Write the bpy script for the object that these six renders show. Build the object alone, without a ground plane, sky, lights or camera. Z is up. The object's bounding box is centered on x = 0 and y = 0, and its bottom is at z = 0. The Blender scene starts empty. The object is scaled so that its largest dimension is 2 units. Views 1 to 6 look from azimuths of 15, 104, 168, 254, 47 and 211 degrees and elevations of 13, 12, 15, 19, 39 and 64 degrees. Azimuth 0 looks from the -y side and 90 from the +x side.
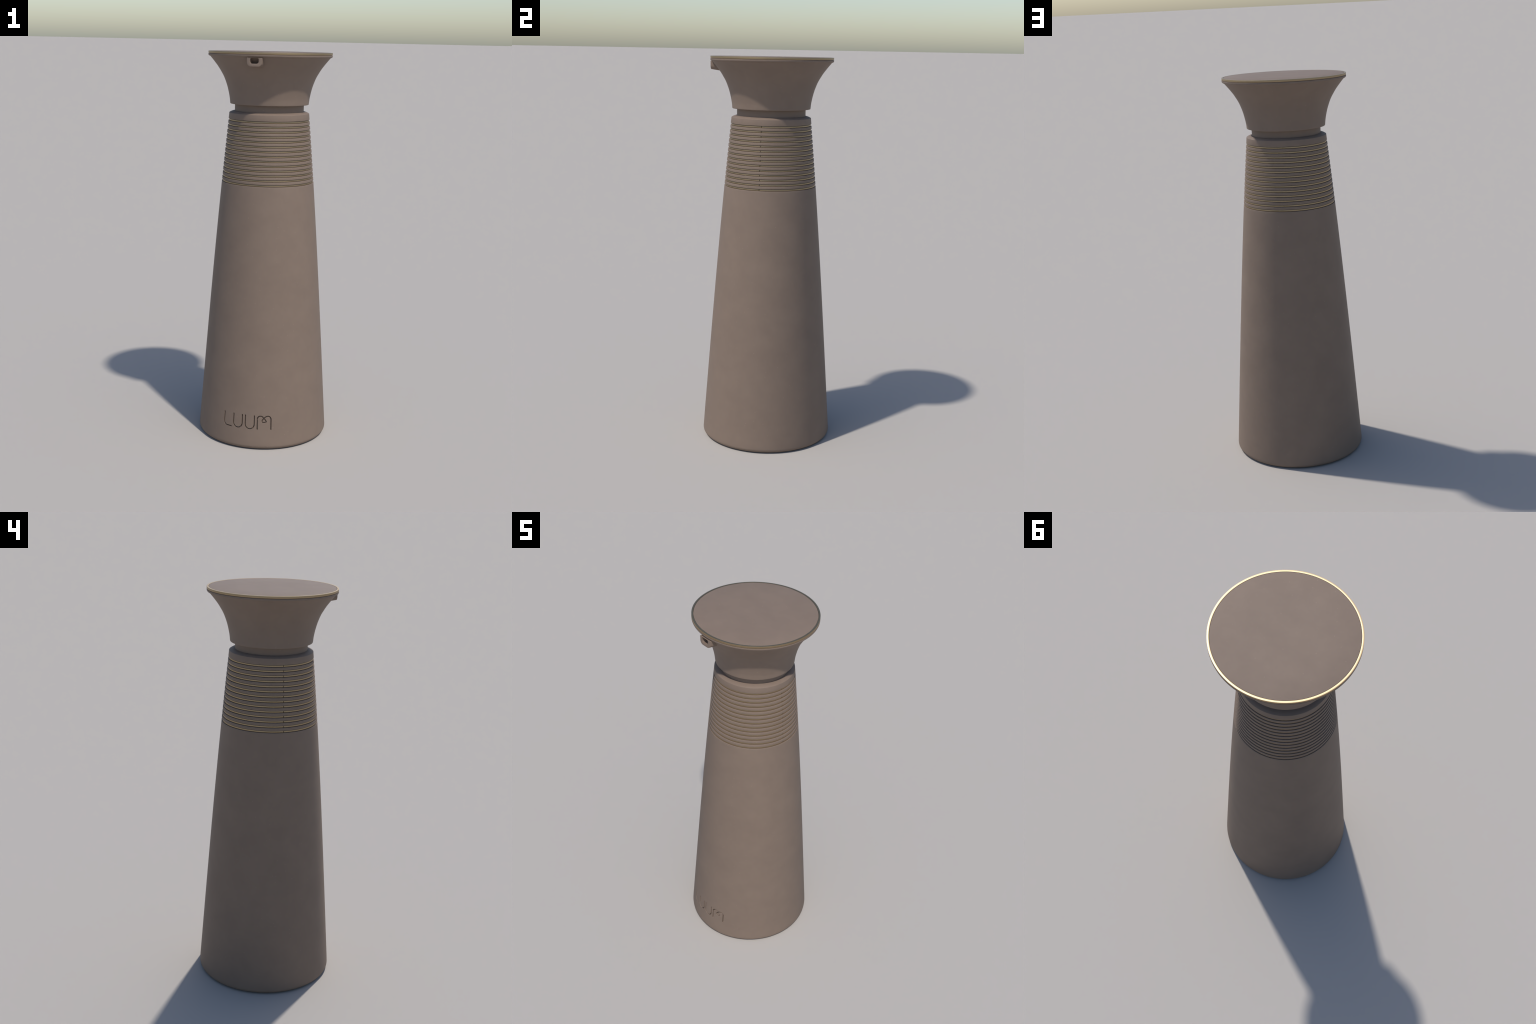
"""Tapered taupe bottle: lathe-turned body with a ribbed grip of gold half rings,
engraved word, recessed neck, flared cap with gold rim ring, inset lid disc and a hooded port."""
import bpy, math
import numpy as np

TAU = math.tau

# ------------------------------------------------------------------ materials
def new_material(name):
    m = bpy.data.materials.new(name)
    m.use_nodes = True
    nt = m.node_tree
    return m, nt, nt.nodes["Principled BSDF"]


def taupe_material(name, base, rough=0.64, spec=0.25):
    """Soft-touch coating: faint cloudy mottling, sparse pale specks, fine grain."""
    m, nt, bsdf = new_material(name)
    N, Lk = nt.nodes, nt.links
    tc = N.new("ShaderNodeTexCoord")
    cloud = N.new("ShaderNodeTexNoise")
    cloud.inputs["Scale"].default_value = 9.0
    cloud.inputs["Detail"].default_value = 5.0
    cloud.inputs["Roughness"].default_value = 0.6
    Lk.new(tc.outputs["Object"], cloud.inputs["Vector"])
    ramp = N.new("ShaderNodeValToRGB")
    ramp.color_ramp.elements[0].position = 0.30
    ramp.color_ramp.elements[1].position = 0.72
    lo = [c * 0.955 for c in base]
    hi = [base[0] * 1.05, base[1] * 1.055, base[2] * 1.05]
    ramp.color_ramp.elements[0].color = (*lo, 1)
    ramp.color_ramp.elements[1].color = (*hi, 1)
    Lk.new(cloud.outputs["Fac"], ramp.inputs["Fac"])
    # sparse specks
    vor = N.new("ShaderNodeTexVoronoi")
    vor.inputs["Scale"].default_value = 42.0
    Lk.new(tc.outputs["Object"], vor.inputs["Vector"])
    near = N.new("ShaderNodeMath"); near.operation = "LESS_THAN"
    near.inputs[1].default_value = 0.10
    Lk.new(vor.outputs["Distance"], near.inputs[0])
    sep = N.new("ShaderNodeSeparateColor")
    Lk.new(vor.outputs["Color"], sep.inputs[0])
    few = N.new("ShaderNodeMath"); few.operation = "GREATER_THAN"
    few.inputs[1].default_value = 0.55
    Lk.new(sep.outputs[0], few.inputs[0])
    both = N.new("ShaderNodeMath"); both.operation = "MULTIPLY"
    Lk.new(near.outputs[0], both.inputs[0]); Lk.new(few.outputs[0], both.inputs[1])
    soft = N.new("ShaderNodeMath"); soft.operation = "MULTIPLY"
    soft.inputs[1].default_value = 0.35
    Lk.new(both.outputs[0], soft.inputs[0])
    mix = N.new("ShaderNodeMix"); mix.data_type = "RGBA"
    Lk.new(soft.outputs[0], mix.inputs["Factor"])
    Lk.new(ramp.outputs["Color"], mix.inputs[6])
    mix.inputs[7].default_value = (base[0] * 1.35, base[1] * 1.35, base[2] * 1.35, 1)
    Lk.new(mix.outputs[2], bsdf.inputs["Base Color"])
    grain = N.new("ShaderNodeTexNoise")
    grain.inputs["Scale"].default_value = 260.0
    grain.inputs["Detail"].default_value = 2.0
    Lk.new(tc.outputs["Object"], grain.inputs["Vector"])
    bump = N.new("ShaderNodeBump")
    bump.inputs["Strength"].default_value = 0.05
    bump.inputs["Distance"].default_value = 0.002
    Lk.new(grain.outputs["Fac"], bump.inputs["Height"])
    Lk.new(bump.outputs["Normal"], bsdf.inputs["Normal"])
    bsdf.inputs["Roughness"].default_value = rough
    bsdf.inputs["Specular IOR Level"].default_value = spec
    return m


def gold_material(name, rough):
    m, nt, bsdf = new_material(name)
    N, Lk = nt.nodes, nt.links
    tc = N.new("ShaderNodeTexCoord")
    noise = N.new("ShaderNodeTexNoise")
    noise.inputs["Scale"].default_value = 30.0
    Lk.new(tc.outputs["Object"], noise.inputs["Vector"])
    ramp = N.new("ShaderNodeValToRGB")
    ramp.color_ramp.elements[0].color = (0.358, 0.266, 0.162, 1)
    ramp.color_ramp.elements[1].color = (0.384, 0.286, 0.176, 1)
    Lk.new(noise.outputs["Fac"], ramp.inputs["Fac"])
    Lk.new(ramp.outputs["Color"], bsdf.inputs["Base Color"])
    bsdf.inputs["Metallic"].default_value = 1.0
    bsdf.inputs["Roughness"].default_value = rough
    return m


TAUPE = (0.204, 0.150, 0.1160)
MAT_BODY = taupe_material("taupe_coating", TAUPE)
MAT_GOLD = gold_material("brushed_gold", 0.46)

# ------------------------------------------------------------------ helpers
def fillet(profile, seg=4, lim=0.48):
    """profile: (r, z, corner_radius) points -> polyline with rounded corners."""
    out, n = [], len(profile)
    for i, (r, z, c) in enumerate(profile):
        if c <= 0 or i in (0, n - 1):
            out.append((r, z)); continue
        p = np.array((r, z)); a = np.array(profile[i - 1][:2]) - p; b = np.array(profile[i + 1][:2]) - p
        la, lb = np.linalg.norm(a), np.linalg.norm(b); a /= la; b /= lb
        ang = math.acos(max(-1, min(1, float(a @ b))))
        if ang > math.pi - 0.02:
            out.append((r, z)); continue
        d = min(c / math.tan(ang / 2), lim * la, lim * lb)
        rad = d * math.tan(ang / 2)
        bis = (a + b) / np.linalg.norm(a + b)
        o = p + bis * (rad / math.sin(ang / 2))
        s, e = p + a * d - o, p + b * d - o
        t0, t1 = math.atan2(s[1], s[0]), math.atan2(e[1], e[0])
        dt = (t1 - t0 + math.pi) % TAU - math.pi
        for k in range(seg + 1):
            t = t0 + dt * k / seg
            out.append((o[0] + rad * math.cos(t), o[1] + rad * math.sin(t)))
    return out


def revolve_grid(prof, angles, closed_profile=False):
    """Vertices and quads of a turned solid; r = 0 ends are closed with a fan."""
    prof = np.array(prof, float); A = np.array(angles)
    m, n = len(prof), len(A)
    V = np.stack([prof[:, 0, None] * np.cos(A), prof[:, 0, None] * np.sin(A), np.repeat(prof[:, 1, None], n, 1)], -1)
    i = np.arange(m if closed_profile else m - 1)[:, None]; j = np.arange(n)[None, :]
    a = i * n + j; b = i * n + (j + 1) % n; i2 = (i + 1) % m
    F = np.stack([a, b, i2 * n + (j + 1) % n, i2 * n + j], -1).reshape(-1, 4)
    return V.reshape(-1, 3), F


def mesh_from(name, V, F, mat, sharp=math.radians(35)):
    me = bpy.data.meshes.new(name)
    me.from_pydata([tuple(v) for v in V], [], [tuple(int(k) for k in f) for f in F])
    me.materials.append(mat)
    me.polygons.foreach_set("use_smooth", [True] * len(me.polygons))
    me.update()
    if sharp:
        me.set_sharp_from_angle(angle=sharp)
    return me


def add_object(name, me, parent):
    o = bpy.data.objects.new(name, me)
    bpy.context.scene.collection.objects.link(o)
    o.parent = parent
    return o


def turned(name, prof, mat, parent, n=256, closed=False):
    V, F = revolve_grid(prof, np.arange(n) * TAU / n, closed)
    F = [tuple(f) for f in F]
    if not closed:                                   # flat caps at both ends
        m = len(prof)
        F.append(tuple(range(n))[::-1])
        F.append(tuple(range((m - 1) * n, m * n)))
    return add_object(name, mesh_from(name, V, F, mat), parent)


def smooth_curve(points, per=8):
    """Catmull-Rom through control points."""
    P = np.array(points, float)
    Q = np.vstack([2 * P[0] - P[1], P, 2 * P[-1] - P[-2]])
    out = []
    for i in range(1, len(Q) - 2):
        for k in range(per):
            t = k / per
            out.append(0.5 * (2 * Q[i] + (Q[i + 1] - Q[i - 1]) * t + (2 * Q[i - 1] - 5 * Q[i] + 4 * Q[i + 1] - Q[i + 2]) * t * t
                              + (3 * Q[i] - Q[i - 1] - 3 * Q[i + 1] + Q[i + 2]) * t ** 3))
    out.append(P[-1])
    return [tuple(p) for p in out]


# ------------------------------------------------------------------ sizes
def body_radius(z):
    return 0.34231 - 0.07337 * z + 0.00115 * z * z - 0.00362 * z ** 3

RING_N, RING_TOP, PITCH = 14, 1.6613, 0.02377         # gold rings, centre heights
GROOVE_H, GROOVE_D = 0.0107, 0.011
RING_H, RING_SINK = 0.0070, 0.0033
RING_Z = [RING_TOP - PITCH * i for i in range(RING_N)]

# ------------------------------------------------------------------ root
root = bpy.data.objects.new("bottle", None)
root.empty_display_size = 0.2
bpy.context.scene.collection.objects.link(root)
root["label"] = "tall tapered taupe bottle with flared cap and thin gold rings"
root["category"] = "bottle"

# ------------------------------------------------------------------ lettering strokes (arc length, height)
def arc(cx, cz, rx, rz, a0, a1, n=20):
    return [(cx + rx * math.cos(math.radians(a0 + (a1 - a0) * k / n)), cz + rz * math.sin(math.radians(a0 + (a1 - a0) * k / n))) for k in range(n + 1)]

ZT, ZB = 0.1790, 0.1090                               # cap height and baseline of the stroke centre
def letter_u(x0, x1):
    c, r = (x0 + x1) / 2, (x1 - x0) / 2
    return [[(x0, ZT)] + arc(c, ZB + r, r, r, 180, 360) + [(x1, ZT)]]

letter_l = [[(-0.1280, ZT)] + arc(-0.1080, ZB + 0.020, 0.020, 0.020, 180, 270, 10) + [(-0.0845, ZB)]]
left_hump = [(0.0568, 0.1650)] + arc(0.0735, 0.1640, 0.0165, 0.0152, 165, 60, 10)
curl = smooth_curve([left_hump[-1], (0.0909, 0.1683), (0.0970, 0.1610), (0.1024, 0.1532), (0.1018, 0.1484),
                     (0.0960, 0.1467), (0.0875, 0.1468), (0.0816, 0.1492), (0.0812, 0.1535), (0.0846, 0.1600), (0.0909, 0.1683), (0.1005, 0.1755), (0.1112, ZT + 0.0005)], 6)
letter_m = [[(0.0570, ZB)] + left_hump + curl + arc(0.1112, 0.1625, 0.0168, 0.0170, 90, 0, 10) + [(0.1279, ZB)]]
LETTERS = [letter_l, letter_u(-0.0722, -0.0236), letter_u(-0.0068, 0.0411), letter_m]
S_REF = 0.335                                         # radius the arc lengths refer to
STROKE, DEPTH = 0.0051, 0.0100


def stroke_distance(S, Z, polys):
    P = np.stack([S.ravel(), Z.ravel()], -1)
    best = np.full(len(P), 9.0)
    for poly in polys:
        q = np.array(poly)
        for a, b in zip(q[:-1], q[1:]):
            d = b - a; L2 = d @ d
            if L2 < 1e-14:
                continue
            t = np.clip(((P - a) @ d) / L2, 0, 1)
            best = np.minimum(best, np.linalg.norm(P - a - t[:, None] * d, axis=1))
    return best.reshape(S.shape)


# ------------------------------------------------------------------ body
STEP = 0.00045
band_s = np.arange(-0.1355, 0.1355 + STEP / 2, STEP)
band_a = band_s / S_REF - math.pi / 2
rest_n = 200
rest_a = band_a[-1] + (TAU - (band_a[-1] - band_a[0])) * np.arange(1, rest_n) / rest_n
angles = np.concatenate([band_a, rest_a])

rows = []
r0 = body_radius(0.03)
foot = fillet([(0.25, 0.0, 0), (body_radius(0) - 0.0003, 0.0, 0.020), (body_radius(0.09), 0.09, 0)], 10)
rows += foot[:-1]
rows += [(body_radius(z), z) for z in np.arange(0.045, 0.0995, 0.009)]
z_band = np.arange(0.1010, 0.1870, STEP)
band_first = len(rows)
rows += [(body_radius(z), z) for z in z_band]
band_last = len(rows)
z_low_groove = RING_Z[-1] - GROOVE_H / 2
rows += [(body_radius(z), z) for z in np.linspace(0.19, z_low_groove - 0.012, 60)]
grip = [(body_radius(z_low_groove - 0.010), z_low_groove - 0.010, 0)]
E = 0.0005                                            # softened rib edges
for zc in RING_Z[::-1]:
    lo, hi = zc - GROOVE_H / 2, zc + GROOVE_H / 2
    grip += [(body_radius(lo), lo, E), (body_radius(zc) - GROOVE_D, lo, 0), (body_radius(zc) - GROOVE_D, hi, 0), (body_radius(hi), hi, E)]
grip += [(body_radius(1.6960), 1.6960, 0.0006), (0.2008, 1.6977, 0), (0.1953, 1.7006, 0), (0.1883, 1.7032, 0), (0.1813, 1.7050, 0), (0.1700, 1.7068, 0)]
rows += fillet(grip, 3)

V, F = revolve_grid(rows, angles)
nA = len(angles)
F = [tuple(f) for f in F]
F.append(tuple(range(nA))[::-1])
F.append(tuple(range((len(rows) - 1) * nA, len(rows) * nA)))

# press the strokes into the wall, inwards along the surface normal
SS, ZZ = np.meshgrid(band_s, z_band)
dists = [stroke_distance(SS, ZZ, L) for L in LETTERS]
dmin = np.min(dists, axis=0)
t = np.clip((STROKE / 2 + 0.0004 - dmin) / 0.0008, 0, 1)
push = DEPTH * t * t * (3 - 2 * t)
W = V.reshape(len(rows), nA, 3)
nb = len(band_s)
patch = W[band_first:band_last, :nb]
out = np.stack([np.cos(band_a), np.sin(band_a), np.full(nb, 0.073)], -1)
out /= np.linalg.norm(out, axis=1, keepdims=True)
patch -= push[..., None] * out[None]
V = W.reshape(-1, 3)

whole = mesh_from("whole_body", V, F, MAT_BODY, math.radians(38))
corner = np.empty(len(whole.loops) * 3, np.float32)
whole.corner_normals.foreach_get("vector", corner)
corner = corner.reshape(-1, 3)

# separate the letters by region; borders coincide and normals stay those of the whole
owner = np.full(len(F), -1)
vert_letter = np.full((len(rows), nA), -1)
near = np.argmin(dists, axis=0)
mask = dmin < STROKE / 2 + 0.0016
vert_letter[band_first:band_last, :nb] = np.where(mask, near, -1)
vl = vert_letter.ravel()
quads = np.array(F[:-2])
ql = vl[quads]
same = (ql >= 0).all(1)
owner[:-2] = np.where(same, ql[:, 0], -1)
starts = np.empty(len(whole.polygons), np.int32); whole.polygons.foreach_get("loop_start", starts)


def region_mesh(name, idx):
    used, remap, faces, normals = [], {}, [], []
    for i in idx:
        f = F[i]; g = []
        for k, v in enumerate(f):
            if v not in remap:
                remap[v] = len(used); used.append(v)
            g.append(remap[v]); normals.append(corner[starts[i] + k])
        faces.append(tuple(g))
    me = bpy.data.meshes.new(name)
    me.from_pydata([tuple(V[v]) for v in used], [], faces)
    me.materials.append(MAT_BODY)
    me.polygons.foreach_set("use_smooth", [True] * len(faces))
    me.update()
    me.normals_split_custom_set([tuple(n) for n in normals])
    return me


body = add_object("body", region_mesh("body", np.where(owner < 0)[0]), root)
for k in range(len(LETTERS)):
    add_object("engraved_letter", region_mesh("engraved_letter", np.where(owner == k)[0]), body)
bpy.data.meshes.remove(whole)

# ------------------------------------------------------------------ gold half rings in the grooves
RB = body_radius(RING_Z[0]) - RING_SINK
slope = 0.09
hh = RING_H / 2
half_gap = 0.0012 / RB
section = fillet([(RB - 0.003, -hh, 0), (RB - 0.010, -hh, 0), (RB - 0.010, hh, 0), (RB - slope * hh, hh, 0.0006), (RB + slope * hh, -hh, 0.0006), (RB - 0.003, -hh, 0)], 3)[:-1]
n_arc = 128
arcs = np.linspace(half_gap, math.pi - half_gap, n_arc)
m = len(section)
Vr = [(r * math.cos(a), r * math.sin(a), z) for a in arcs for r, z in section]
Fr = [(i * m + j, (i + 1) * m + j, (i + 1) * m + (j + 1) % m, i * m + (j + 1) % m) for i in range(n_arc - 1) for j in range(m)]
Fr += [tuple(range(m)), tuple(range((n_arc - 1) * m, n_arc * m))[::-1]]
ring_me = mesh_from("gold_ring", Vr, [f[::-1] for f in Fr], MAT_GOLD)
first = None
for zc in RING_Z:
    s = (body_radius(zc) - RING_SINK) / RB
    for turn in (0.0, math.pi):
        o = add_object("gold_ring", ring_me, body)
        o.location = (0, 0, zc)
        o.scale = (s, s, 1)
        o.rotation_euler = (0, 0, turn)

# ------------------------------------------------------------------ neck
turned("neck", fillet([(0.10, 1.690, 0), (0.1755, 1.690, 0), (0.1755, 1.750, 0), (0.10, 1.750, 0)], 2), MAT_BODY, root)

# ------------------------------------------------------------------ flared cap
flare = smooth_curve([(0.2000, 1.7450), (0.2027, 1.7700), (0.2085, 1.8000), (0.2163, 1.8300), (0.2269, 1.8600), (0.2358, 1.8800),
                      (0.2472, 1.9000), (0.2597, 1.9200), (0.2746, 1.9400), (0.2906, 1.9600), (0.3032, 1.9748)], 5)
prof = [(0.150, 1.7412), (0.1980, 1.7412), (0.1990, 1.7415), (0.1996, 1.7424)] + flare
prof += fillet([flare[-1] + (0,), (0.3126, 1.9768, 0.0085), (0.3127, 1.9877, 0.0008), (0.3085, 1.9880, 0), (0.3085, 1.9920, 0), (0.150, 1.9920, 0)], 6, 0.72)[1:]
cap = turned("cap", prof, MAT_BODY, root, 320)

turned("rim_ring", fillet([(0.3080, 1.9897, 0), (0.3124, 1.9897, 0.0002), (0.3124, 2.0, 0.0002), (0.3036, 2.0, 0.0002), (0.3036, 1.9897, 0), (0.3080, 1.9897, 0)], 3)[:-1], MAT_GOLD, cap, 320, closed=True)
turned("lid_disc", fillet([(0.15, 1.9905, 0), (0.3023, 1.9905, 0), (0.3023, 1.9999, 0.0007), (0.15, 1.9999, 0)], 3), MAT_BODY, cap, 320)

# ------------------------------------------------------------------ hooded port under the rim
def rounded_outline(hw, z0, z1, rb, rt, n=10):
    pts = []
    for cx, cz, r, a in ((hw - rb, z0 + rb, rb, -90), (hw - rt, z1 - rt, rt, 0), (-hw + rt, z1 - rt, rt, 90), (-hw + rb, z0 + rb, rb, 180)):
        pts += arc(cx, cz, r, r, a, a + 90, n)
    return pts

def resample(pts, n):
    """n points at even fractions of each of the four corner-to-corner stretches."""
    P = np.array(pts + pts[:1]); d = np.r_[0, np.cumsum(np.linalg.norm(np.diff(P, axis=0), axis=1))]
    t = np.linspace(0, d[-1], n, endpoint=False)
    return np.stack([np.interp(t, d, P[:, 0]), np.interp(t, d, P[:, 1])], -1)

outer = np.array(rounded_outline(0.0374, 1.9325, 1.9744, 0.0205, 0.0010))
inner = np.array(rounded_outline(0.0212, 1.9467, 1.9732, 0.0110, 0.0068))
FACE_R, TILT = 0.3165, math.tan(math.radians(8))
centre = np.array([0, 1.956])

def loop(pts, back, inset=0.0):
    """Outline on the curved front face, moved back by `back` along the hood axis."""
    q = pts if inset == 0 else pts + (centre - pts) / np.linalg.norm(centre - pts, axis=1, keepdims=True) * inset
    y = -np.sqrt(FACE_R ** 2 - q[:, 0] ** 2) + back
    return np.stack([q[:, 0], y, q[:, 1] - TILT * back], -1)

loops = [loop(outer, 0.075), loop(outer, 0.0009), loop(outer, 0.0002, 0.0003), loop(outer, 0.0, 0.0010),
         loop(inner, 0.0, -0.0008), loop(inner, 0.0002, -0.0003), loop(inner, 0.0008), loop(inner, 0.075)]
n = len(outer)
Vp = np.vstack(loops)
Fp = [(i * n + j, i * n + (j + 1) % n, (i + 1) * n + (j + 1) % n, (i + 1) * n + j) for i in range(len(loops) - 1) for j in range(n)]
port = add_object("port_hood", mesh_from("port_hood", Vp, Fp, MAT_BODY), cap)
bpy.context.view_layer.update()
